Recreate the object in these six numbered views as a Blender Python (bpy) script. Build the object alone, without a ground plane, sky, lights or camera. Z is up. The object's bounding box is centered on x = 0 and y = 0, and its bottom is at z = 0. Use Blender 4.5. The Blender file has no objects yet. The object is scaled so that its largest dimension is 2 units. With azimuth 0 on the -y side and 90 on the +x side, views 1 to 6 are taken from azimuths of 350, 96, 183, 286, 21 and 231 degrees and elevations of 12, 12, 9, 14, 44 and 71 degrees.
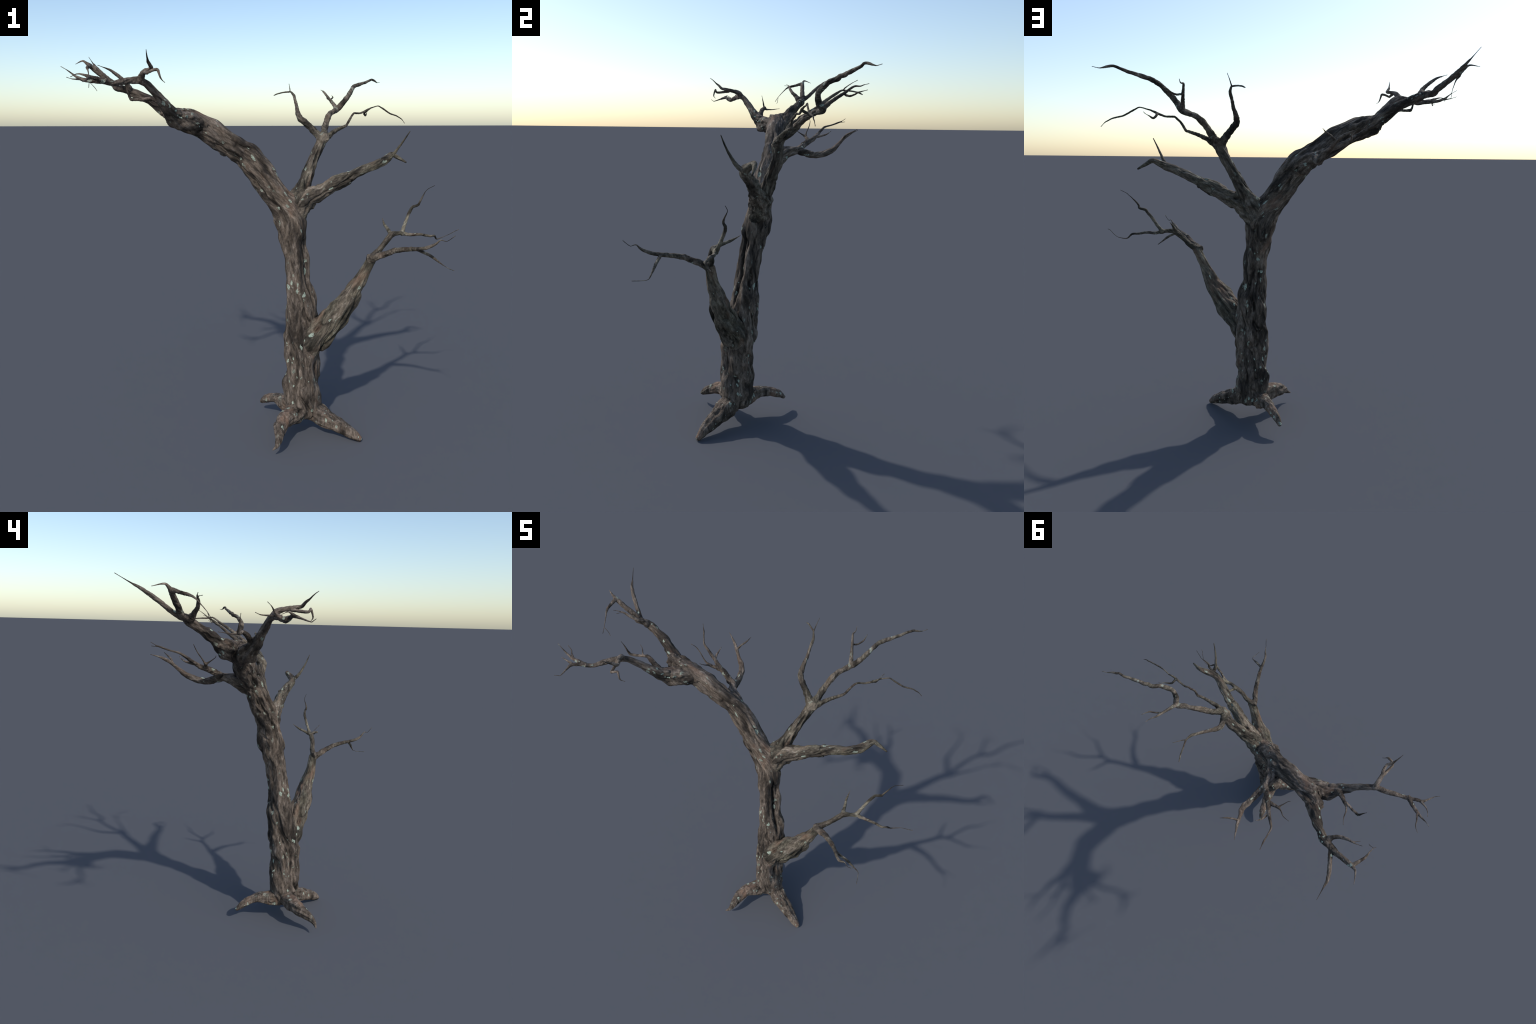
"""A weathered dead tree: three stub roots, a fluted trunk, one heavy leaning limb
and bare, crooked branches that end in thin twigs.

Every woody piece is a spine (centre line with radii).  All pieces are fused into one
skin, the forks are softened, bark relief is pushed into the skin along the grain, and
the skin is finally cut by region into named parts that share border vertices."""
import bpy
import numpy as np
from mathutils import Vector

VOXEL = 0.0019
FORK_AT = 1.10    # length up the stem at which the trunk becomes the limb
SPINES = {}      # name -> dict(kind, parent, pts, samples...)


# ------------------------------------------------------------------ spines
def spline(C, step):
    """Cubic through control rows (x, y, z, radius), chord-length parameter."""
    C = np.array(C, float)
    d = np.r_[0, np.cumsum(np.linalg.norm(np.diff(C[:, :3], axis=0), axis=1))]
    m = np.zeros_like(C)
    m[1:-1] = (C[2:] - C[:-2]) / (d[2:] - d[:-2])[:, None]
    m[0] = (C[1] - C[0]) / (d[1] - d[0])
    m[-1] = (C[-1] - C[-2]) / (d[-1] - d[-2])
    n = max(8, int(d[-1] / step))
    t = np.linspace(0, d[-1], n)
    i = np.clip(np.searchsorted(d, t, side='right') - 1, 0, len(d) - 2)
    h = d[i + 1] - d[i]
    u = ((t - d[i]) / h)[:, None]
    h = h[:, None]
    S = ((2*u**3 - 3*u**2 + 1) * C[i] + (u**3 - 2*u**2 + u) * h * m[i]
         + (-2*u**3 + 3*u**2) * C[i + 1] + (u**3 - u**2) * h * m[i + 1])
    S[:, 3] = np.maximum(S[:, 3], 0.0019)
    return S, t


def frames(P):
    """Parallel-transported frame along a polyline."""
    T = np.gradient(P, axis=0)
    T /= np.linalg.norm(T, axis=1)[:, None]
    A = np.zeros_like(T)
    a = np.cross(T[0], [0.31, 0.87, 0.39])
    A[0] = a / np.linalg.norm(a)
    for k in range(1, len(P)):
        a = A[k - 1] - T[k] * (A[k - 1] @ T[k])
        A[k] = a / np.linalg.norm(a)
    return T, A, np.cross(T, A)


def grow(name, kind, parent, pts, back=None):
    """Add a woody piece; its base is rooted on the nearest point of its parent."""
    pts = [list(p) for p in pts]
    if parent and parent in SPINES:
        S = SPINES[parent]['S']
        p0 = np.array(pts[0][:3])
        dist = np.linalg.norm(S[:, :3] - p0, axis=1)
        k = int(dist.argmin())
        if kind == 'twig':
            if dist[k] > 0.5 * S[k, 3]:
                pts.insert(0, [*S[k, :3], min(pts[0][3] * 1.1, S[k, 3])])
        else:                                          # rise out of the heart of the parent
            up = 0.10 if kind == 'root' else -(back or 0.9 * S[k, 3])   # roots run up the stem as ribs
            k2 = int(np.clip(k + up / 0.005, 0, len(S) - 1))
            out = np.array(pts[1][:3]) - S[k, :3]
            out -= SPINES[parent]['T'][k] * (out @ SPINES[parent]['T'][k])
            out /= np.linalg.norm(out)
            r = (0.62 if kind == 'root' else 0.70) * min(pts[0][3] * 1.1, S[k2, 3])
            if back:
                r = 0.75 * S[k2, 3]
            pts[0][3] = min(pts[0][3], 0.86 * S[k, 3])
            lean = 0.40 if kind == 'root' else 0.15
            pts.insert(0, [*(S[k2, :3] + out * S[k2, 3] * lean), r])
    S, s = spline(pts, 0.003 if kind == 'twig' else 0.005)
    if kind in ('twig', 'branch') and parent:
        r0 = S[:6, 3].mean()
        S[:, 3] *= 1 + 0.10 * np.exp(-s / (1.5 * r0))        # collar where it leaves
    T, A, B = frames(S[:, :3])
    SPINES[name] = dict(kind=kind, parent=parent, S=S, s=s, T=T, A=A, B=B,
                        R0=float(np.median(S[:, 3])), seed=len(SPINES) * 17.3)


grow("trunk", "trunk", None, [
     (0.160, -0.130, 0.085, 0.0520), (0.158, -0.130, 0.105, 0.0780), (0.156, -0.123, 0.158, 0.0891), (0.153, -0.122, 0.231, 0.0874),
     (0.150, -0.117, 0.413, 0.0900), (0.149, -0.110, 0.476, 0.0896), (0.147, -0.102, 0.538, 0.0850), (0.145, -0.098, 0.569, 0.0821),
     (0.145, -0.093, 0.602, 0.0799), (0.145, -0.078, 0.736, 0.0743), (0.136, -0.072, 0.800, 0.0686), (0.130, -0.069, 0.832, 0.0657),
     (0.126, -0.065, 0.864, 0.0635), (0.112, -0.049, 0.989, 0.0622), (0.106, -0.037, 1.047, 0.0654), (0.082, -0.019, 1.172, 0.0755),
     (0.000, -0.012, 1.316, 0.0686), (-0.024, -0.005, 1.350, 0.0677), (-0.065, 0.011, 1.410, 0.0656), (-0.107, 0.022, 1.464, 0.0644),
     (-0.130, 0.026, 1.488, 0.0637), (-0.154, 0.030, 1.507, 0.0629), (-0.178, 0.031, 1.523, 0.0618), (-0.229, 0.032, 1.554, 0.0605),
     (-0.325, 0.029, 1.618, 0.0589), (-0.367, 0.026, 1.640, 0.0582), (-0.420, 0.019, 1.659, 0.0561), (-0.452, 0.010, 1.667, 0.0537)])
grow("front_root", "root", "trunk", [
     (0.117, -0.159, 0.126, 0.0554), (0.057, -0.205, 0.125, 0.0473), (0.020, -0.239, 0.122, 0.0400), (-0.001, -0.268, 0.113, 0.0352),
     (-0.011, -0.290, 0.106, 0.0299), (-0.027, -0.341, 0.082, 0.0211), (-0.036, -0.361, 0.069, 0.0157), (-0.045, -0.372, 0.059, 0.0110),
     (-0.069, -0.384, 0.046, 0.0029)])
grow("right_root", "root", "trunk", [
     (0.185, -0.137, 0.137, 0.0515), (0.235, -0.175, 0.108, 0.0515), (0.281, -0.209, 0.084, 0.0417), (0.384, -0.276, 0.035, 0.0273),
     (0.424, -0.298, 0.010, 0.0138)])
grow("back_root", "root", "trunk", [
     (0.123, -0.103, 0.117, 0.0436), (0.089, -0.062, 0.122, 0.0436), (0.055, -0.008, 0.130, 0.0337), (0.033, 0.028, 0.127, 0.0297),
     (-0.007, 0.089, 0.099, 0.0232), (-0.026, 0.117, 0.076, 0.0149), (-0.032, 0.131, 0.064, 0.0108)])
grow("low", "branch", "trunk", [
     (0.201, -0.144, 0.538, 0.0776), (0.257, -0.164, 0.610, 0.0635), (0.306, -0.175, 0.667, 0.0604), (0.336, -0.183, 0.707, 0.0567),
     (0.381, -0.191, 0.775, 0.0469), (0.396, -0.194, 0.806, 0.0407), (0.433, -0.207, 0.880, 0.0295), (0.466, -0.210, 0.948, 0.0264),
     (0.475, -0.209, 0.962, 0.0260), (0.484, -0.210, 0.969, 0.0268)])
grow("low_a", "twig", "low", [
     (0.465, -0.227, 0.979, 0.0219), (0.480, -0.212, 0.980, 0.0194), (0.496, -0.205, 0.990, 0.0176), (0.520, -0.196, 1.008, 0.0153),
     (0.557, -0.188, 1.048, 0.0147), (0.592, -0.172, 1.081, 0.0158), (0.603, -0.168, 1.087, 0.0154), (0.632, -0.161, 1.089, 0.0113),
     (0.649, -0.155, 1.089, 0.0111), (0.667, -0.149, 1.083, 0.0114)])
grow("low_a1", "twig", "low_a", [
     (0.592, -0.169, 1.089, 0.0108), (0.593, -0.162, 1.091, 0.0107), (0.592, -0.123, 1.110, 0.0085), (0.589, -0.086, 1.126, 0.0065),
     (0.595, -0.042, 1.152, 0.0010)])
grow("low_a2", "twig", "low_a", [
     (0.664, -0.142, 1.091, 0.0114), (0.671, -0.138, 1.096, 0.0109), (0.683, -0.127, 1.118, 0.0093), (0.714, -0.101, 1.173, 0.0085),
     (0.730, -0.091, 1.197, 0.0083), (0.742, -0.088, 1.214, 0.0080), (0.752, -0.086, 1.217, 0.0076), (0.776, -0.083, 1.224, 0.0069),
     (0.780, -0.089, 1.236, 0.0061), (0.787, -0.088, 1.249, 0.0053), (0.818, -0.067, 1.288, 0.0024), (0.827, -0.063, 1.296, 0.0018),
     (0.836, -0.064, 1.305, 0.0014), (0.874, -0.065, 1.324, 0.0007)])
grow("low_a3", "twig", "low_a", [
     (0.666, -0.143, 1.085, 0.0114), (0.690, -0.148, 1.080, 0.0096), (0.703, -0.147, 1.077, 0.0090), (0.765, -0.158, 1.078, 0.0075),
     (0.790, -0.159, 1.073, 0.0071), (0.817, -0.165, 1.069, 0.0066), (0.831, -0.161, 1.069, 0.0061), (0.845, -0.154, 1.067, 0.0057),
     (0.863, -0.137, 1.048, 0.0039), (0.876, -0.129, 1.045, 0.0033), (0.905, -0.121, 1.051, 0.0022), (0.919, -0.120, 1.056, 0.0018),
     (0.941, -0.130, 1.069, 0.0014), (0.970, -0.148, 1.091, 0.0009), (0.983, -0.150, 1.096, 0.0008)])
grow("low_b", "twig", "low", [
     (0.473, -0.217, 0.964, 0.0194), (0.483, -0.244, 0.983, 0.0180), (0.504, -0.261, 0.995, 0.0176), (0.520, -0.275, 1.004, 0.0168),
     (0.555, -0.319, 1.031, 0.0142), (0.596, -0.368, 1.047, 0.0119), (0.624, -0.407, 1.055, 0.0104), (0.647, -0.449, 1.065, 0.0089),
     (0.668, -0.481, 1.082, 0.0073), (0.687, -0.494, 1.097, 0.0054), (0.697, -0.504, 1.112, 0.0034), (0.704, -0.510, 1.115, 0.0027),
     (0.718, -0.525, 1.111, 0.0018), (0.728, -0.532, 1.117, 0.0012), (0.749, -0.551, 1.142, 0.0007)])
grow("low_b1", "twig", "low_b", [
     (0.632, -0.413, 1.053, 0.0078), (0.665, -0.417, 1.037, 0.0075), (0.698, -0.420, 1.021, 0.0076), (0.738, -0.426, 0.991, 0.0043),
     (0.764, -0.432, 0.972, 0.0023), (0.770, -0.441, 0.968, 0.0019), (0.773, -0.464, 0.965, 0.0015), (0.779, -0.507, 0.964, 0.0007)])
grow("middle", "branch", "trunk", [
     (0.177, -0.008, 1.252, 0.0549), (0.263, -0.006, 1.295, 0.0414), (0.407, -0.011, 1.370, 0.0328), (0.399, -0.011, 1.366, 0.0314),
     (0.472, -0.018, 1.402, 0.0256), (0.514, -0.025, 1.419, 0.0236), (0.559, -0.032, 1.438, 0.0225), (0.600, -0.022, 1.454, 0.0226),
     (0.632, 0.006, 1.473, 0.0183), (0.655, 0.026, 1.486, 0.0142), (0.671, 0.031, 1.485, 0.0128), (0.687, 0.033, 1.475, 0.0111),
     (0.746, 0.030, 1.441, 0.0045)])
grow("middle_1", "twig", "middle", [
     (0.615, -0.038, 1.458, 0.0118), (0.622, -0.059, 1.478, 0.0100), (0.634, -0.071, 1.497, 0.0079), (0.664, -0.096, 1.551, 0.0052),
     (0.696, -0.114, 1.608, 0.0026)])
grow("upper", "branch", "trunk", [
     (0.145, 0.011, 1.264, 0.0582), (0.159, 0.019, 1.298, 0.0407), (0.171, 0.030, 1.325, 0.0374), (0.197, 0.052, 1.373, 0.0327),
     (0.259, 0.098, 1.491, 0.0276), (0.286, 0.099, 1.551, 0.0287), (0.292, 0.091, 1.571, 0.0309)])
grow("upper_1", "twig", "upper", [
     (0.284, 0.101, 1.571, 0.0217), (0.260, 0.131, 1.603, 0.0185), (0.254, 0.136, 1.611, 0.0182), (0.227, 0.154, 1.641, 0.0177),
     (0.203, 0.177, 1.663, 0.0168), (0.194, 0.191, 1.671, 0.0165), (0.190, 0.206, 1.687, 0.0153), (0.189, 0.226, 1.701, 0.0137),
     (0.193, 0.263, 1.726, 0.0106), (0.196, 0.288, 1.743, 0.0092), (0.197, 0.330, 1.777, 0.0083), (0.199, 0.363, 1.799, 0.0078),
     (0.198, 0.376, 1.808, 0.0073), (0.188, 0.407, 1.826, 0.0049), (0.179, 0.424, 1.826, 0.0046), (0.156, 0.455, 1.825, 0.0041),
     (0.135, 0.487, 1.820, 0.0042), (0.123, 0.500, 1.816, 0.0038), (0.112, 0.514, 1.810, 0.0026)])
grow("upper_1a", "twig", "upper_1", [
     (0.186, 0.414, 1.827, 0.0036), (0.188, 0.421, 1.837, 0.0032), (0.192, 0.451, 1.858, 0.0023), (0.196, 0.484, 1.876, 0.0013)])
grow("upper_2", "twig", "upper", [
     (0.297, 0.097, 1.572, 0.0224), (0.304, 0.110, 1.585, 0.0213), (0.324, 0.165, 1.621, 0.0181), (0.336, 0.187, 1.643, 0.0177),
     (0.354, 0.219, 1.675, 0.0166), (0.370, 0.244, 1.694, 0.0148), (0.389, 0.270, 1.706, 0.0138), (0.401, 0.279, 1.711, 0.0142),
     (0.411, 0.290, 1.715, 0.0148), (0.430, 0.316, 1.720, 0.0164), (0.444, 0.318, 1.731, 0.0162), (0.461, 0.299, 1.756, 0.0150),
     (0.491, 0.296, 1.792, 0.0135), (0.500, 0.302, 1.803, 0.0134), (0.508, 0.311, 1.813, 0.0132), (0.535, 0.346, 1.842, 0.0123),
     (0.550, 0.376, 1.852, 0.0117), (0.560, 0.388, 1.858, 0.0114), (0.572, 0.393, 1.864, 0.0112), (0.580, 0.404, 1.865, 0.0110),
     (0.591, 0.413, 1.868, 0.0108), (0.607, 0.421, 1.873, 0.0104), (0.645, 0.450, 1.883, 0.0083), (0.656, 0.457, 1.887, 0.0080),
     (0.676, 0.475, 1.894, 0.0075), (0.702, 0.487, 1.904, 0.0065), (0.713, 0.500, 1.903, 0.0063), (0.729, 0.510, 1.899, 0.0058),
     (0.742, 0.521, 1.894, 0.0040), (0.754, 0.534, 1.890, 0.0025), (0.779, 0.555, 1.894, 0.0010)])
grow("upper_2a", "twig", "upper_2", [
     (0.435, 0.319, 1.730, 0.0129), (0.426, 0.352, 1.759, 0.0102), (0.409, 0.416, 1.802, 0.0073), (0.399, 0.452, 1.828, 0.0057),
     (0.397, 0.464, 1.833, 0.0050), (0.404, 0.489, 1.833, 0.0032), (0.404, 0.502, 1.838, 0.0024), (0.401, 0.529, 1.845, 0.0009)])
grow("upper_2a1", "twig", "upper_2a", [
     (0.413, 0.424, 1.791, 0.0056), (0.422, 0.429, 1.790, 0.0054), (0.435, 0.442, 1.787, 0.0050), (0.453, 0.464, 1.794, 0.0045),
     (0.460, 0.473, 1.800, 0.0043), (0.467, 0.520, 1.813, 0.0009)])
grow("upper_3", "twig", "upper", [
     (0.305, 0.085, 1.566, 0.0190), (0.315, 0.099, 1.571, 0.0177), (0.327, 0.106, 1.579, 0.0161), (0.338, 0.113, 1.587, 0.0147),
     (0.350, 0.117, 1.596, 0.0133), (0.387, 0.137, 1.615, 0.0104), (0.401, 0.143, 1.621, 0.0095), (0.439, 0.165, 1.634, 0.0078),
     (0.450, 0.175, 1.638, 0.0073), (0.473, 0.178, 1.675, 0.0062), (0.489, 0.193, 1.693, 0.0057), (0.500, 0.198, 1.703, 0.0055),
     (0.512, 0.209, 1.704, 0.0054), (0.543, 0.218, 1.704, 0.0054), (0.557, 0.221, 1.709, 0.0058), (0.571, 0.225, 1.714, 0.0062),
     (0.585, 0.228, 1.720, 0.0065), (0.610, 0.240, 1.732, 0.0044), (0.622, 0.247, 1.735, 0.0037), (0.649, 0.252, 1.743, 0.0033),
     (0.663, 0.256, 1.744, 0.0033), (0.676, 0.257, 1.738, 0.0039), (0.689, 0.258, 1.731, 0.0045), (0.727, 0.265, 1.709, 0.0044),
     (0.741, 0.268, 1.702, 0.0042), (0.782, 0.281, 1.691, 0.0038), (0.796, 0.286, 1.685, 0.0035), (0.809, 0.287, 1.678, 0.0030),
     (0.822, 0.291, 1.670, 0.0025), (0.842, 0.296, 1.648, 0.0012)])
grow("upper_3a", "twig", "upper_3", [
     (0.580, 0.237, 1.713, 0.0071), (0.579, 0.251, 1.706, 0.0065), (0.583, 0.261, 1.698, 0.0063), (0.591, 0.268, 1.692, 0.0056),
     (0.605, 0.289, 1.702, 0.0031), (0.618, 0.317, 1.712, 0.0012), (0.624, 0.320, 1.720, 0.0010)])
grow("near", "branch", "trunk", [
     (-0.479, -0.051, 1.667, 0.0501), (-0.495, -0.071, 1.677, 0.0411), (-0.519, -0.104, 1.702, 0.0304), (-0.575, -0.160, 1.774, 0.0190),
     (-0.623, -0.200, 1.823, 0.0165), (-0.649, -0.223, 1.836, 0.0171)], back=0.1)
grow("near_a", "twig", "near", [
     (-0.646, -0.222, 1.839, 0.0160), (-0.644, -0.231, 1.851, 0.0149), (-0.637, -0.255, 1.863, 0.0135), (-0.624, -0.290, 1.872, 0.0114),
     (-0.623, -0.297, 1.872, 0.0117)])
grow("near_a1", "twig", "near_a", [
     (-0.627, -0.294, 1.872, 0.0098), (-0.613, -0.300, 1.875, 0.0093), (-0.599, -0.337, 1.881, 0.0084), (-0.605, -0.349, 1.891, 0.0081),
     (-0.612, -0.362, 1.902, 0.0069), (-0.615, -0.378, 1.914, 0.0044), (-0.618, -0.399, 1.934, 0.0027), (-0.619, -0.418, 1.947, 0.0015)])
grow("near_a2", "twig", "near_a", [
     (-0.626, -0.298, 1.866, 0.0088), (-0.624, -0.312, 1.864, 0.0083), (-0.620, -0.345, 1.859, 0.0075), (-0.615, -0.372, 1.858, 0.0064),
     (-0.594, -0.378, 1.868, 0.0066), (-0.574, -0.374, 1.871, 0.0063), (-0.571, -0.378, 1.864, 0.0058), (-0.562, -0.384, 1.835, 0.0035),
     (-0.550, -0.374, 1.822, 0.0017), (-0.544, -0.370, 1.818, 0.0012)])
grow("near_b", "twig", "near", [
     (-0.649, -0.225, 1.837, 0.0159), (-0.656, -0.232, 1.836, 0.0156), (-0.689, -0.249, 1.834, 0.0144), (-0.735, -0.283, 1.825, 0.0131),
     (-0.768, -0.310, 1.817, 0.0108), (-0.790, -0.322, 1.820, 0.0114), (-0.799, -0.336, 1.829, 0.0111)])
grow("near_b1", "twig", "near_b", [
     (-0.799, -0.329, 1.823, 0.0118), (-0.839, -0.319, 1.825, 0.0105), (-0.890, -0.310, 1.831, 0.0086), (-0.915, -0.305, 1.842, 0.0059),
     (-0.932, -0.302, 1.854, 0.0042), (-0.955, -0.297, 1.871, 0.0024), (-0.981, -0.288, 1.886, 0.0009)])
grow("near_b1a", "twig", "near_b1", [
     (-0.893, -0.302, 1.833, 0.0060), (-0.918, -0.276, 1.835, 0.0041), (-0.930, -0.258, 1.836, 0.0031), (-0.943, -0.247, 1.838, 0.0024),
     (-0.967, -0.234, 1.846, 0.0008)])
grow("near_b2", "twig", "near_b", [
     (-0.796, -0.329, 1.827, 0.0117), (-0.807, -0.333, 1.827, 0.0103), (-0.836, -0.355, 1.835, 0.0093), (-0.853, -0.365, 1.836, 0.0085),
     (-0.861, -0.377, 1.834, 0.0072), (-0.867, -0.401, 1.826, 0.0046), (-0.877, -0.444, 1.814, 0.0025), (-0.881, -0.451, 1.818, 0.0021),
     (-0.894, -0.466, 1.827, 0.0010)])
grow("near_b2a", "twig", "near_b2", [
     (-0.858, -0.363, 1.839, 0.0082), (-0.881, -0.359, 1.847, 0.0050), (-0.907, -0.353, 1.851, 0.0029), (-0.938, -0.334, 1.840, 0.0011)])
grow("near_c", "twig", "near", [
     (-0.520, -0.087, 1.709, 0.0185), (-0.541, -0.082, 1.729, 0.0145), (-0.572, -0.074, 1.753, 0.0130), (-0.598, -0.062, 1.764, 0.0092)])
grow("near_c1", "twig", "near_c", [
     (-0.608, -0.066, 1.764, 0.0079), (-0.658, -0.071, 1.759, 0.0071), (-0.698, -0.076, 1.759, 0.0072), (-0.700, -0.077, 1.764, 0.0069),
     (-0.704, -0.079, 1.771, 0.0063), (-0.709, -0.083, 1.788, 0.0049), (-0.717, -0.089, 1.816, 0.0032), (-0.728, -0.097, 1.846, 0.0008)])
grow("near_c2", "twig", "near_c", [
     (-0.602, -0.062, 1.761, 0.0080), (-0.624, -0.055, 1.755, 0.0057), (-0.642, -0.041, 1.755, 0.0045), (-0.653, -0.022, 1.755, 0.0035),
     (-0.670, 0.003, 1.759, 0.0024), (-0.693, 0.023, 1.762, 0.0008)])
grow("outer", "branch", "trunk", [
     (-0.501, 0.054, 1.682, 0.0484), (-0.508, 0.073, 1.693, 0.0388), (-0.535, 0.088, 1.715, 0.0321), (-0.563, 0.104, 1.737, 0.0300),
     (-0.615, 0.132, 1.769, 0.0239), (-0.646, 0.143, 1.782, 0.0212), (-0.695, 0.161, 1.803, 0.0228), (-0.723, 0.165, 1.817, 0.0198)], back=0.1)
grow("outer_a", "twig", "outer", [
     (-0.747, 0.157, 1.825, 0.0148), (-0.761, 0.169, 1.822, 0.0144), (-0.770, 0.180, 1.829, 0.0133), (-0.788, 0.198, 1.841, 0.0124),
     (-0.810, 0.220, 1.862, 0.0116), (-0.835, 0.246, 1.889, 0.0112), (-0.860, 0.274, 1.913, 0.0107), (-0.878, 0.299, 1.933, 0.0085),
     (-0.887, 0.319, 1.946, 0.0065), (-0.891, 0.331, 1.952, 0.0056), (-0.896, 0.344, 1.959, 0.0034), (-0.922, 0.408, 1.998, 0.0009)])
grow("outer_b", "twig", "outer", [
     (-0.775, 0.156, 1.826, 0.0159), (-0.781, 0.166, 1.840, 0.0164), (-0.801, 0.164, 1.855, 0.0156), (-0.843, 0.161, 1.885, 0.0138),
     (-0.861, 0.160, 1.899, 0.0133), (-0.893, 0.159, 1.927, 0.0125), (-0.910, 0.161, 1.940, 0.0087), (-0.931, 0.170, 1.954, 0.0048),
     (-0.972, 0.212, 1.942, 0.0014)])
grow("outer_b1", "twig", "outer_b", [
     (-0.897, 0.151, 1.931, 0.0109), (-0.902, 0.108, 1.920, 0.0083), (-0.904, 0.077, 1.913, 0.0073), (-0.900, 0.055, 1.904, 0.0050),
     (-0.896, 0.038, 1.889, 0.0032), (-0.891, -0.003, 1.845, 0.0019), (-0.893, -0.025, 1.813, 0.0009)])
grow("outer_b1a", "twig", "outer_b1", [
     (-0.890, -0.004, 1.842, 0.0018), (-0.866, -0.005, 1.815, 0.0015), (-0.856, -0.010, 1.800, 0.0009)])
grow("outer_c", "twig", "outer", [
     (-0.711, 0.146, 1.820, 0.0190), (-0.720, 0.126, 1.843, 0.0119), (-0.744, 0.100, 1.867, 0.0102), (-0.777, 0.083, 1.892, 0.0080),
     (-0.799, 0.078, 1.906, 0.0056), (-0.823, 0.070, 1.915, 0.0029), (-0.853, 0.054, 1.925, 0.0008)])
grow("outer_c1", "twig", "outer_c", [
     (-0.801, 0.077, 1.907, 0.0035), (-0.813, 0.065, 1.912, 0.0023), (-0.828, 0.042, 1.915, 0.0008)])
grow("far", "branch", "trunk", [
     (-0.179, 0.095, 1.497, 0.0401), (-0.199, 0.155, 1.514, 0.0243), (-0.217, 0.206, 1.522, 0.0208), (-0.212, 0.195, 1.516, 0.0215)], back=0.09)
grow("far_a", "twig", "far", [
     (-0.204, 0.184, 1.514, 0.0228), (-0.210, 0.244, 1.494, 0.0195), (-0.215, 0.282, 1.490, 0.0180), (-0.221, 0.318, 1.496, 0.0178),
     (-0.224, 0.342, 1.504, 0.0178), (-0.239, 0.374, 1.522, 0.0156), (-0.271, 0.406, 1.553, 0.0106), (-0.294, 0.432, 1.583, 0.0100),
     (-0.317, 0.459, 1.603, 0.0087), (-0.340, 0.482, 1.617, 0.0059), (-0.377, 0.518, 1.631, 0.0009)])
grow("far_a1", "twig", "far_a", [
     (-0.285, 0.436, 1.590, 0.0065), (-0.270, 0.450, 1.606, 0.0056), (-0.259, 0.463, 1.613, 0.0054), (-0.247, 0.478, 1.620, 0.0046),
     (-0.230, 0.509, 1.637, 0.0008)])
grow("far_b", "twig", "far", [
     (-0.206, 0.179, 1.521, 0.0217), (-0.234, 0.192, 1.533, 0.0191), (-0.270, 0.213, 1.552, 0.0167), (-0.320, 0.241, 1.570, 0.0146),
     (-0.339, 0.254, 1.577, 0.0130), (-0.356, 0.266, 1.589, 0.0113), (-0.390, 0.285, 1.610, 0.0096), (-0.423, 0.303, 1.632, 0.0077),
     (-0.452, 0.321, 1.649, 0.0060), (-0.472, 0.361, 1.660, 0.0047), (-0.491, 0.404, 1.676, 0.0048), (-0.503, 0.424, 1.685, 0.0025),
     (-0.516, 0.446, 1.700, 0.0008)])
grow("far_b1", "twig", "far_b", [
     (-0.364, 0.276, 1.592, 0.0082), (-0.369, 0.314, 1.599, 0.0061), (-0.367, 0.334, 1.606, 0.0042), (-0.359, 0.361, 1.626, 0.0008)])
grow("far_b2", "twig", "far_b", [
     (-0.316, 0.225, 1.567, 0.0120), (-0.333, 0.222, 1.577, 0.0106), (-0.348, 0.216, 1.582, 0.0101), (-0.365, 0.211, 1.590, 0.0091),
     (-0.380, 0.209, 1.601, 0.0069)])
grow("far_b2a", "twig", "far_b2", [
     (-0.375, 0.208, 1.593, 0.0068), (-0.401, 0.213, 1.617, 0.0038), (-0.434, 0.227, 1.654, 0.0030), (-0.459, 0.231, 1.679, 0.0024),
     (-0.488, 0.227, 1.696, 0.0008)])
grow("far_b2b", "twig", "far_b2", [
     (-0.373, 0.207, 1.593, 0.0075), (-0.372, 0.196, 1.599, 0.0053), (-0.376, 0.182, 1.607, 0.0036), (-0.381, 0.163, 1.619, 0.0026),
     (-0.387, 0.147, 1.631, 0.0022), (-0.397, 0.141, 1.640, 0.0010)])
grow("far_b3", "twig", "far_b", [
     (-0.490, 0.403, 1.678, 0.0033), (-0.501, 0.421, 1.678, 0.0020), (-0.514, 0.444, 1.681, 0.0007)])


# ------------------------------------------------------------------ noise
_rng = np.random.RandomState(11)
_perm = _rng.permutation(256)
_perm = np.r_[_perm, _perm, _perm]
_grad = _rng.normal(size=(256, 3))
_grad /= np.linalg.norm(_grad, axis=1)[:, None]


def noise(q):
    """Gradient noise, about -1..1, at rows of q."""
    i = np.floor(q).astype(int)
    f = q - i
    i &= 255
    w = f * f * f * (f * (f * 6 - 15) + 10)
    out = 0
    for dx in (0, 1):
        for dy in (0, 1):
            for dz in (0, 1):
                h = _perm[_perm[_perm[i[:, 0] + dx] + i[:, 1] + dy] + i[:, 2] + dz]
                g = _grad[h]
                v = g[:, 0] * (f[:, 0] - dx) + g[:, 1] * (f[:, 1] - dy) + g[:, 2] * (f[:, 2] - dz)
                out = out + v * (w[:, 0] if dx else 1 - w[:, 0]) * (w[:, 1] if dy else 1 - w[:, 1]) * (w[:, 2] if dz else 1 - w[:, 2])
    return out * 1.5


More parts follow.
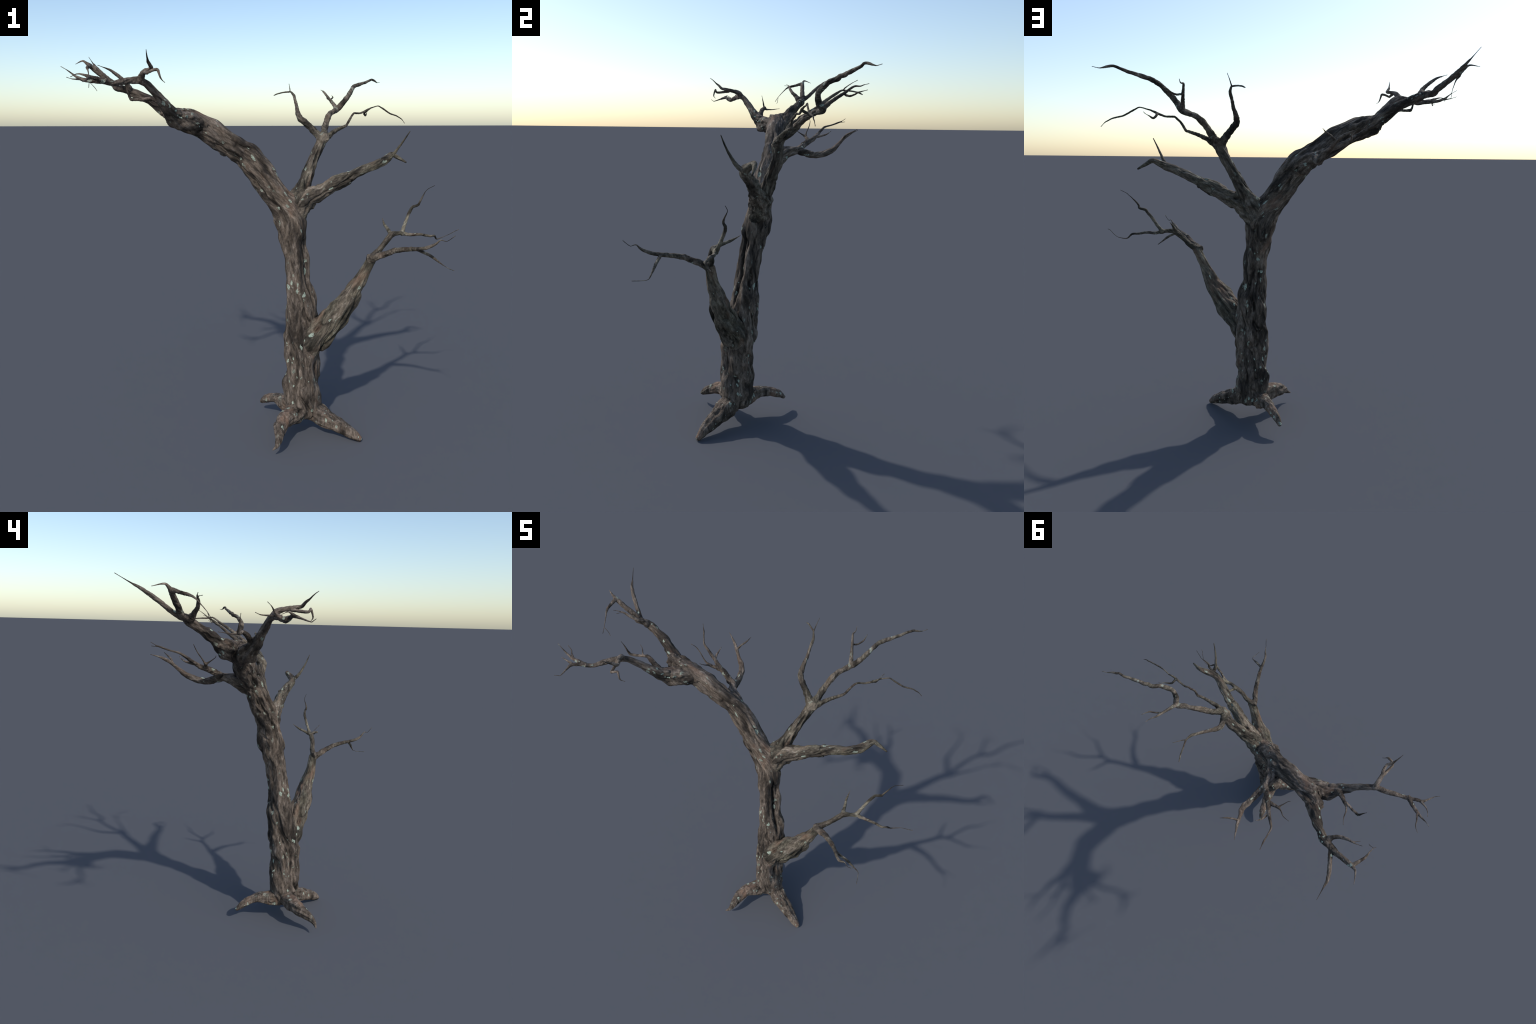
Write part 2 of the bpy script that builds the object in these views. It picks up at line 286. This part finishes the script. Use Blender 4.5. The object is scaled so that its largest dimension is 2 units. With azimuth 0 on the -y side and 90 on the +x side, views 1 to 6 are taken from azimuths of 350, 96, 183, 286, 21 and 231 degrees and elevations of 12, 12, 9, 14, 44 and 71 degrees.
# ------------------------------------------------------------------ raw skin
def tube_geometry(sp):
    S, A, B = sp['S'], sp['A'], sp['B']
    n = int(np.clip(8 + S[:, 3].max() * 400, 10, 36))
    a = np.linspace(0, 2 * np.pi, n, endpoint=False)
    ring = np.cos(a)[None, :, None] * A[:, None, :] + np.sin(a)[None, :, None] * B[:, None, :]
    off = ring * S[:, 3][:, None, None]
    if sp['kind'] == 'trunk':                          # the limb is oval: deep, but thin sideways
        side = np.cross(sp['T'], [0, 0, 1.0])
        side = side / (np.linalg.norm(side, axis=1)[:, None] + 1e-9)
        up = np.cross(side, sp['T'])
        s = sp['s']
        wide = np.interp(s, [0.90, 1.10, 1.20, 1.55, s[-1]], [1, 0.84, 0.74, 0.73, 0.88])
        deep = np.interp(s, [0.90, 1.10, 1.20, 1.55, s[-1]], [1, 1.06, 1.07, 1.06, 0.98])
        off = (off + side[:, None] * ((off * side[:, None]).sum(2) * (wide - 1)[:, None])[..., None]
               + up[:, None] * ((off * up[:, None]).sum(2) * (deep - 1)[:, None])[..., None])
    V = (S[:, None, :3] + off).reshape(-1, 3)
    m = len(S)
    F = []
    for k in range(m - 1):
        for j in range(n):
            j2 = (j + 1) % n
            F.append((k*n + j, k*n + j2, (k+1)*n + j2, (k+1)*n + j))
    c0, c1 = len(V), len(V) + 1
    T = sp['T']
    V = np.vstack([V, S[0, :3] - T[0] * S[0, 3] * 0.5, S[-1, :3] + T[-1] * S[-1, 3] * 0.6])
    for j in range(n):
        j2 = (j + 1) % n
        F.append((c0, j2, j))
        F.append((c1, (m-1)*n + j, (m-1)*n + j2))
    return V, F


def fused_skin():
    VV, FF, off = [], [], 0
    for sp in SPINES.values():
        V, F = tube_geometry(sp)
        VV.append(V)
        FF += [tuple(i + off for i in f) for f in F]
        off += len(V)
    me = bpy.data.meshes.new('raw')
    me.from_pydata(np.vstack(VV).tolist(), [], FF)
    ob = bpy.data.objects.new('raw', me)
    bpy.context.scene.collection.objects.link(ob)
    md = ob.modifiers.new('fuse', 'REMESH')
    md.mode = 'VOXEL'
    md.voxel_size = VOXEL
    dg = bpy.context.evaluated_depsgraph_get()
    ev = ob.evaluated_get(dg)
    m2 = ev.to_mesh()
    nv, nf = len(m2.vertices), len(m2.polygons)
    co = np.empty(nv * 3, np.float32)
    m2.vertices.foreach_get('co', co)
    lv = np.empty(len(m2.loops), np.int32)
    m2.loops.foreach_get('vertex_index', lv)
    lt = np.empty(nf, np.int32)
    m2.polygons.foreach_get('loop_total', lt)
    assert lt.min() == 4 and lt.max() == 4
    ev.to_mesh_clear()
    bpy.data.objects.remove(ob)
    bpy.data.meshes.remove(me)
    return co.reshape(-1, 3).astype(float), lv.reshape(-1, 4)


def laplace(V, Q, k, rounds):
    e = np.vstack([Q[:, [0, 1]], Q[:, [1, 2]], Q[:, [2, 3]], Q[:, [3, 0]]])
    a, b = e[:, 0], e[:, 1]
    cnt = np.bincount(a, minlength=len(V)) + np.bincount(b, minlength=len(V))
    cnt = np.maximum(cnt, 1)
    for _ in range(rounds):
        L = np.stack([np.bincount(a, V[b, c], len(V)) + np.bincount(b, V[a, c], len(V)) for c in range(V.shape[1])], 1)
        V = V + (L / cnt[:, None] - V) * k[:, None]
    return V


def skin_mesh(name, V, F):
    me = bpy.data.meshes.new(name)
    me.vertices.add(len(V))
    me.vertices.foreach_set('co', V.astype(np.float32).ravel())
    me.loops.add(F.size)
    me.loops.foreach_set('vertex_index', F.astype(np.int32).ravel())
    me.polygons.add(len(F))
    me.polygons.foreach_set('loop_start', np.arange(0, F.size, 4, dtype=np.int32))
    me.update(calc_edges=True)
    return me


def smooth(V, Q, passes):
    """Smooth modifiers weighted by vertex groups (weights in ten levels)."""
    ob = bpy.data.objects.new('soft', skin_mesh('soft', V, Q))
    bpy.context.scene.collection.objects.link(ob)
    for i, (w, factor, rounds) in enumerate(passes):
        vg = ob.vertex_groups.new(name='w%d' % i)
        lv = np.round(w * 12).astype(int)
        for l in range(1, 13):
            ix = np.nonzero(lv == l)[0]
            if len(ix):
                vg.add(ix.tolist(), l / 12, 'REPLACE')
        md = ob.modifiers.new('s', 'SMOOTH')
        md.factor, md.iterations, md.vertex_group = factor, rounds, vg.name
    ev = ob.evaluated_get(bpy.context.evaluated_depsgraph_get())
    m2 = ev.to_mesh()
    co = np.empty(len(V) * 3, np.float32)
    m2.vertices.foreach_get('co', co)
    ev.to_mesh_clear()
    me = ob.data
    bpy.data.objects.remove(ob)
    bpy.data.meshes.remove(me)
    return co.reshape(-1, 3).astype(float)


def vertex_normals(V, Q):
    n = np.cross(V[Q[:, 2]] - V[Q[:, 0]], V[Q[:, 3]] - V[Q[:, 1]])
    N = np.stack([sum(np.bincount(Q[:, j], n[:, c], len(V)) for j in range(4)) for c in range(3)], 1)
    return N / np.maximum(np.linalg.norm(N, axis=1), 1e-12)[:, None]


def near(sp, V, margin):
    """Vertices near a spine: indices, nearest sample, signed surface distance."""
    S = sp['S']
    r = S[:, 3].max() + margin
    lo, hi = S[:, :3].min(0) - r, S[:, :3].max(0) + r
    idx = np.nonzero(np.all((V >= lo) & (V <= hi), axis=1))[0]
    best = np.full(len(idx), 1e9)
    arg = np.zeros(len(idx), int)
    P = V[idx].astype(np.float32)
    S32 = S.astype(np.float32)
    for c in range(0, len(idx), 20000):
        p = P[c:c + 20000]
        d2 = ((p ** 2).sum(1)[:, None] + (S32[:, :3] ** 2).sum(1)[None] - 2 * p @ S32[:, :3].T)
        d = np.sqrt(np.maximum(d2, 0)) - S32[:, 3][None]
        arg[c:c + 20000] = d.argmin(1)
        best[c:c + 20000] = d.min(1)
    ok = best < margin
    return idx[ok], arg[ok], best[ok]


# ------------------------------------------------------------------ bark relief
def relief(sp, P, k):
    """Displacement of surface points P (nearest spine sample k) along the grain."""
    S = sp['S']
    R = S[k, 3]
    d = P - S[k, :3]
    s = sp['s'][k] + (d * sp['T'][k]).sum(1)
    a, b = (d * sp['A'][k]).sum(1), (d * sp['B'][k]).sum(1)
    l = np.sqrt(a * a + b * b) + 1e-9
    a, b = a / l, b / l
    R0 = max(sp['R0'], 0.004)
    tw = s / (R0 * 9.0) + 0.5 * np.sin(s / (R0 * 6) + sp['seed'])
    ca, sa = np.cos(tw), np.sin(tw)
    a, b = a * ca - b * sa, a * sa + b * ca
    z = s / R0
    o = sp['seed']

    def n(f, g, h):
        return noise(np.stack([a * f + o + h, b * f - o + 2 * h, z * g + o * 0.7 + h], 1))
    lump = n(0.9, 0.50, 0) + 0.45 * n(1.5, 1.2, 60)
    wob = 0.5 * n(1.1, 0.8, 20)
    r1 = noise(np.stack([a * 1.5 + o + wob, b * 1.5 + wob, z * 0.26 + o], 1))
    r2 = noise(np.stack([a * 2.7 - o + wob, b * 2.7 + wob, z * 0.50 - o + 9], 1))
    r3 = noise(np.stack([a * 5.0 - o + wob, b * 5.0 + wob, z * 1.00 - o + 9], 1))
    crease = np.clip(1 - np.abs(r1 + 0.15) / 0.13, 0, 1) ** 1.3 * np.clip(0.35 + 1.6 * n(0.7, 0.45, 120), 0, 1)
    fine = n(9.0, 2.2, 40) + 0.6 * n(15.0, 5.0, 80)
    thick = np.clip((R - 0.010) / 0.03, 0, 1)
    amp = R * (0.16 * lump * (0.8 + 0.2 * thick) + (0.17 + 0.07 * thick) * r1 + 0.135 * r2 + 0.06 * r3 * thick - thick * 0.16 * crease)
    amp += np.minimum(R * 0.03, 0.0010) * fine
    return amp


def segment_distance(P, A, B):
    ab = B - A
    t = np.clip(((P - A) @ ab) / (ab @ ab), 0, 1)
    return np.linalg.norm(P - A - t[:, None] * ab, axis=1), t


# deep clefts between the strands of the wood: spine, from and to (fraction of its length),
# facing at both ends, depth, half width
CLEFTS = [
    ('trunk', 0.31, 0.58, (0.75, -0.65, 0), (0.60, -0.75, 0), 0.018, 0.009),
    ('trunk', 0.12, 0.24, (0.55, -0.85, 0), (0.85, -0.50, 0), 0.010, 0.008),
    ('trunk', 0.05, 0.28, (-0.75, -0.60, 0), (-0.35, -0.90, 0), 0.009, 0.009),
    ('trunk', 0.10, 0.45, (0.85, 0.50, 0), (0.95, 0.25, 0), 0.010, 0.008),
    ('trunk', 0.15, 0.50, (-0.10, 1.00, 0), (-0.50, 0.85, 0), 0.009, 0.008),
    ('trunk', 0.62, 0.97, (-0.20, 0.95, 0.1), (0.05, 0.95, -0.3), 0.013, 0.008),
    ('trunk', 0.76, 0.96, (0.10, -0.95, 0.2), (-0.10, -0.95, 0.1), 0.012, 0.010),
    ('trunk', 0.55, 0.75, (-0.30, -0.90, 0.2), (0.25, -0.90, 0.3), 0.008, 0.008),
    ('low', 0.10, 0.62, (0.45, -0.55, -0.6), (0.50, -0.60, -0.5), 0.018, 0.009),
    ('low', 0.25, 0.60, (0.30, 0.80, 0.3), (0.20, 0.90, 0.2), 0.010, 0.008),
    ('middle', 0.12, 0.62, (0.0, -0.90, -0.3), (0.0, -0.95, 0.1), 0.009, 0.006),
    ('upper', 0.20, 0.95, (0.3, -0.95, 0), (-0.1, -0.95, 0), 0.006, 0.005),
]
# burls and knots that swell the skin: centre, radius, height
BURLS = [
    ((-0.29, -0.01, 1.50), 0.040, 0.016), ((-0.47, -0.085, 1.63), 0.035, 0.010),
    ((-0.09, -0.01, 1.49), 0.040, 0.008), ((0.003, -0.034, 1.138), 0.045, 0.012),
    ((0.063, -0.136, 0.831), 0.022, 0.008), ((0.060, -0.190, 0.525), 0.040, 0.012),
    ((0.130, 0.045, 1.150), 0.050, 0.014),

]

V, Q = fused_skin()
names = list(SPINES)

# local thickness and region of every vertex
near_cache = {}
bestd = np.full(len(V), 1e9)
label = np.zeros(len(V), int)
rad = np.full(len(V), 0.002)
first = np.full(len(V), 1.0)
second = np.full(len(V), 1.0)
for i, nme in enumerate(names):
    idx, arg, d = near(SPINES[nme], V, 0.02)
    if SPINES[nme]['R0'] > 0.012:                      # second nearest thick piece: forks
        swap = d < first[idx]
        second[idx] = np.where(swap, first[idx], np.minimum(second[idx], d))
        first[idx] = np.where(swap, d, first[idx])
    better = d < bestd[idx] - (0.002 if SPINES[nme]['kind'] == 'twig' else 0.0)
    j = idx[better]
    bestd[j] = d[better]
    label[j] = i
    rad[j] = SPINES[nme]['S'][arg[better], 3]
    if nme == 'trunk':                                 # above the fork the stem is the leaning limb
        LIMB = len(names)
        label[j[SPINES[nme]['s'][arg[better]] > FORK_AT]] = LIMB

# soften the forks: thick wood is smoothed more than thin twigs
V = smooth(V, Q, [(np.clip((rad - 0.002) / 0.02, 0.06, 1.0), 0.55, 10),
                  (np.clip((rad - 0.008) / 0.03, 0.0, 1.0), 0.6, 60),
                  (np.exp(-np.maximum(second - np.minimum(first, 0), 0) / 0.008) * np.clip((rad - 0.008) / 0.015, 0, 1), 0.7, 140)])

# push the bark relief into the skin, blended where pieces meet
N = vertex_normals(V, Q)
num = np.zeros(len(V))
den = np.full(len(V), 1e-9)
for nme in names:
    sp = SPINES[nme]
    idx, arg, d = near(sp, V, 0.02)
    if not len(idx):
        continue
    w = np.exp(-np.maximum(d, -0.003) / 0.004)
    num[idx] += w * relief(sp, V[idx], arg)
    den[idx] += w
disp = num / den
disp = laplace(disp[:, None], Q, np.clip(rad / 0.03, 0, 1) * 0.6, 5)[:, 0]
for nme, f0, f1, d0, d1, depth, wid in CLEFTS:
    sp = SPINES[nme]
    pts = []
    for u in np.linspace(0, 1, 9):
        k = int((f0 + (f1 - f0) * u) * (len(sp['S']) - 1))
        g = np.array(d0) * (1 - u) + np.array(d1) * u
        g = g - sp['T'][k] * (g @ sp['T'][k])
        pts.append(sp['S'][k, :3] + g / np.linalg.norm(g) * sp['S'][k, 3])
    pts = np.array(pts)
    lo, hi = pts.min(0) - 4 * wid, pts.max(0) + 4 * wid
    idx = np.nonzero(np.all((V > lo) & (V < hi), axis=1))[0]
    P = V[idx] + 0.006 * np.stack([noise(V[idx] * 25 + o) for o in (3, 13, 23)], 1)
    best = np.full(len(idx), 1e9)
    tt = np.zeros(len(idx))
    for k in range(len(pts) - 1):
        d, t = segment_distance(P, pts[k], pts[k + 1])
        b = d < best
        best[b] = d[b]
        tt[b] = (k + t[b]) / (len(pts) - 1)
    taper = np.clip(np.minimum(tt, 1 - tt) * 5, 0, 1)
    disp[idx] -= depth * taper * np.exp(-(best / wid) ** 2)
for c, r, h in BURLS:
    d = np.linalg.norm(V - np.array(c), axis=1)
    disp += h * np.exp(-(d / r) ** 2)
V = V + N * disp[:, None]
V = laplace(V, Q, np.clip(rad / 0.02, 0.15, 1) * 0.35, 2)
V[:, 2] = np.maximum(V[:, 2], 0.0) if V[:, 2].min() < 0 else V[:, 2] - V[:, 2].min()
N = vertex_normals(V, Q)


# ------------------------------------------------------------------ materials
def bark(name, axis, tint, lichen, upper=None):
    """Weathered bark with the grain along `axis`."""
    m = bpy.data.materials.new(name)
    m.use_nodes = True
    nt = m.node_tree
    nd, lk = nt.nodes, nt.links
    nd.clear()

    def add(t, **kw):
        x = nd.new(t)
        for k, v in kw.items():
            if k in x.inputs:
                x.inputs[k].default_value = v
            else:
                setattr(x, k, v)
        return x

    def mix(fac, a, b, blend='MIX'):
        x = nd.new('ShaderNodeMix')
        x.data_type = 'RGBA'
        x.blend_type = blend
        for sock, val in ((x.inputs[0], fac), (x.inputs[6], a), (x.inputs[7], b)):
            if isinstance(val, (int, float)):
                sock.default_value = val
            elif isinstance(val, tuple):
                sock.default_value = (*val, 1)
            else:
                lk.new(val, sock)
        return x.outputs[2]

    def ramp(src, stops, interp='LINEAR'):
        x = nd.new('ShaderNodeValToRGB')
        x.color_ramp.interpolation = interp
        el = x.color_ramp.elements
        while len(el) < len(stops):
            el.new(0.5)
        for e, (p, c) in zip(el, stops):
            e.position = p
            e.color = (*c, 1) if isinstance(c, tuple) else (c, c, c, 1)
        lk.new(src, x.inputs[0])
        return x.outputs[0]

    def math_(op, a, b):
        x = nd.new('ShaderNodeMath')
        x.operation = op
        for sock, val in zip(x.inputs, (a, b)):
            if isinstance(val, (int, float)):
                sock.default_value = val
            else:
                lk.new(val, sock)
        return x.outputs[0]

    tc = add('ShaderNodeTexCoord')
    rot = add('ShaderNodeMapping')
    q = Vector(axis).rotation_difference(Vector((0, 0, 1))).to_euler()
    rot.inputs['Rotation'].default_value = q
    pivot = nd.new('ShaderNodeVectorMath')
    pivot.operation = 'SUBTRACT'
    lk.new(tc.outputs['Object'], pivot.inputs[0])
    lk.new(pivot.outputs[0], rot.inputs[0])
    grain_vec = rot.outputs[0]
    if upper is not None:                              # the grain bends from the trunk into the limb
        pivot.inputs[1].default_value = FORK
        rot2 = add('ShaderNodeMapping')
        rot2.inputs['Rotation'].default_value = Vector(upper).rotation_difference(Vector((0, 0, 1))).to_euler()
        lk.new(pivot.outputs[0], rot2.inputs[0])
        sep = nd.new('ShaderNodeSeparateXYZ')
        lk.new(tc.outputs['Object'], sep.inputs[0])
        t = nd.new('ShaderNodeMapRange')
        t.interpolation_type = 'SMOOTHSTEP'
        t.inputs['From Min'].default_value = FORK[2] - 0.14
        t.inputs['From Max'].default_value = FORK[2] + 0.14
        lk.new(sep.outputs['Z'], t.inputs['Value'])
        mv = nd.new('ShaderNodeMix')
        mv.data_type = 'VECTOR'
        lk.new(t.outputs[0], mv.inputs[0])
        lk.new(rot.outputs[0], mv.inputs[4])
        lk.new(rot2.outputs[0], mv.inputs[5])
        grain_vec = mv.outputs[1]

    def stretched(z):
        x = add('ShaderNodeMapping')
        x.inputs['Scale'].default_value = (1, 1, z)
        lk.new(grain_vec, x.inputs[0])
        return x.outputs[0]

    def tex(vec, scale, detail=4.0, rough=0.6, dist=0.0):
        x = add('ShaderNodeTexNoise', Scale=scale, Detail=detail, Roughness=rough, Distortion=dist)
        lk.new(vec, x.inputs['Vector'])
        return x.outputs['Fac']

    v3, v5, v1 = stretched(0.30), stretched(0.16), tc.outputs['Object']
    grain = tex(v3, 62.0, 6.0, 0.68, 0.6)
    streak = tex(v5, 38.0, 3.0, 0.6, 0.4)
    blotch = tex(v3, 14.0, 4.0, 0.55, 0.5)
    rustn = tex(v3, 13.0, 3.0, 0.55, 0.3)
    speck = tex(v1, 210.0, 3.0, 0.6)

    t = tint
    base = ramp(grain, [(0.28, (0.040*t[0], 0.032*t[1], 0.026*t[2])), (0.44, (0.085*t[0], 0.066*t[1], 0.051*t[2])),
                        (0.56, (0.130*t[0], 0.104*t[1], 0.083*t[2])), (0.74, (0.225*t[0], 0.188*t[1], 0.160*t[2]))])
    dark = ramp(blotch, [(0.37, 0.30), (0.47, 0.90), (0.62, 1.40)])
    col = mix(1.0, base, dark, 'MULTIPLY')
    dark2 = ramp(streak, [(0.38, 0.55), (0.50, 1.0), (0.64, 1.25)])
    col = mix(0.85, col, dark2, 'MULTIPLY')
    # greyer, olive weathering in broad patches
    moss = ramp(tex(v3, 9.0, 3.0, 0.6), [(0.42, 0.0), (0.60, 0.8)])
    col = mix(moss, col, mix(1.0, col, (0.94, 1.03, 0.95) if tint[1] > tint[0] else (1.0, 0.98, 0.94), 'MULTIPLY'))
    flecks = ramp(tex(v3, 120.0, 4.0, 0.7, 0.8), [(0.38, 0.52), (0.49, 1.0), (0.68, 1.25)])
    col = mix(0.9, col, flecks, 'MULTIPLY')
    rust = ramp(rustn, [(0.58, 0.0), (0.72, 0.55 if lichen > 0.9 else 0.25)])
    col = mix(rust, col, (0.185, 0.105, 0.068))
    # darker tone in the hollows of the relief
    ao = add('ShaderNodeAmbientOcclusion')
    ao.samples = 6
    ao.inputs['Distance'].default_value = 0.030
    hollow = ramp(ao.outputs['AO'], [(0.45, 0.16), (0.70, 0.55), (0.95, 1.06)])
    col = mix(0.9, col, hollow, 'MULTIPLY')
    # pale lichen: small crusts with ragged rims, gathered in groups
    vor = add('ShaderNodeTexVoronoi', Scale=54.0, Randomness=1.0)
    warp = add('ShaderNodeTexNoise', Scale=55.0, Detail=3.0)
    lk.new(stretched(0.55), warp.inputs['Vector'])
    wv = nd.new('ShaderNodeVectorMath')
    wv.operation = 'MULTIPLY_ADD'
    lk.new(warp.outputs['Color'], wv.inputs[0])
    wv.inputs[1].default_value = (0.026, 0.026, 0.026)
    lk.new(stretched(0.55), wv.inputs[2])
    lk.new(wv.outputs[0], vor.inputs['Vector'])
    cell = nd.new('ShaderNodeSeparateColor')
    lk.new(vor.outputs['Color'], cell.inputs[0])
    size = math_('MULTIPLY', cell.outputs[1], 0.50)
    inside = math_('LESS_THAN', vor.outputs['Distance'], size)
    chosen = math_('GREATER_THAN', cell.outputs[0], 1 - 0.30 * lichen)
    group = ramp(tex(v1, 7.0, 2.0), [(0.44, 0.0), (0.54, 1.0)])
    mask = math_('MULTIPLY', math_('MULTIPLY', inside, chosen), group)
    mask = math_('MULTIPLY', mask, ramp(speck, [(0.36, 0.25), (0.52, 0.9)]))
    lich = ramp(speck, [(0.3, (0.19, 0.23, 0.20)), (0.6, (0.41, 0.48, 0.38))])
    col = mix(mask, col, lich)

    bmp = add('ShaderNodeBump', Strength=0.65, Distance=0.004)
    h = math_('ADD', math_('MULTIPLY', grain, 1.0), math_('MULTIPLY', speck, 0.25))
    h = math_('ADD', h, math_('MULTIPLY', mask, 0.25))
    lk.new(h, bmp.inputs['Height'])
    bs = add('ShaderNodeBsdfPrincipled', Roughness=0.85)
    bs.inputs['Specular IOR Level'].default_value = 0.25
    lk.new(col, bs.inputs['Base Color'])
    lk.new(bmp.outputs[0], bs.inputs['Normal'])
    out = add('ShaderNodeOutputMaterial')
    lk.new(bs.outputs[0], out.inputs[0])
    return m


BROWN, OLIVE = (0.96, 0.95, 0.94), (0.95, 0.965, 0.93)
FORK = SPINES['trunk']['S'][SPINES['trunk']['s'] <= FORK_AT][-1, :3]
LIMB_AXIS = SPINES['trunk']['S'][-1, :3] - FORK


# ------------------------------------------------------------------ cut into parts
tree = bpy.data.objects.new('dead_tree', None)
bpy.context.scene.collection.objects.link(tree)
tree['label'] = 'leaning dead tree with bare crooked branches and lichened bark'
tree['category'] = 'dead tree'

face_label = label[Q[:, 0]]
for j in (1, 2, 3):                                    # a face follows its lowest common region
    face_label = np.maximum(face_label, label[Q[:, j]])
objects = {}
mats = {}


def owner(nme):
    """The part (one level under the tree) that a twig belongs to."""
    while SPINES[nme]['kind'] == 'twig':
        nme = SPINES[nme]['parent']
    return nme


for i, nme in enumerate(names + ['limb']):
    sp = dict(SPINES['trunk'], kind='limb') if nme == 'limb' else SPINES[nme]
    F = Q[face_label == i]
    if len(F) == 0:
        continue
    used, inv = np.unique(F, return_inverse=True)
    F = inv.reshape(-1, 4)
    me = skin_mesh(sp['kind'], V[used], F)
    me.polygons.foreach_set('use_smooth', np.ones(len(F), bool))
    me.normals_split_custom_set_from_vertices(N[used].tolist())
    ax = sp['S'][-1, :3] - sp['S'][0, :3]
    if sp['kind'] == 'root':
        ax = np.array([0, 0, 1.0])
    ax = ax / np.linalg.norm(ax)
    own = nme if nme == 'limb' else owner(nme)
    if sp['kind'] in ('trunk', 'limb'):
        key, args = 'trunk', ('old_bark', (0, 0, 1), BROWN, 1.0, LIMB_AXIS)
    elif sp['kind'] == 'root':
        key, args = 'root', ('root_bark', (0, 0, 1), BROWN, 1.0)
    else:
        olive = own in ('low', 'middle', 'upper')
        key = nme if sp['kind'] == 'branch' else own + ' twig'
        args = (sp['kind'] + '_bark', ax, OLIVE if olive else BROWN, 1.0 if sp['kind'] == 'branch' else 0.6)
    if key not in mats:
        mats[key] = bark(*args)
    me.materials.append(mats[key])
    ob = bpy.data.objects.new(sp['kind'], me)
    bpy.context.scene.collection.objects.link(ob)
    objects[nme] = ob
for nme, ob in objects.items():
    ob.parent = objects[owner(nme)] if ob.name.startswith('twig') else tree
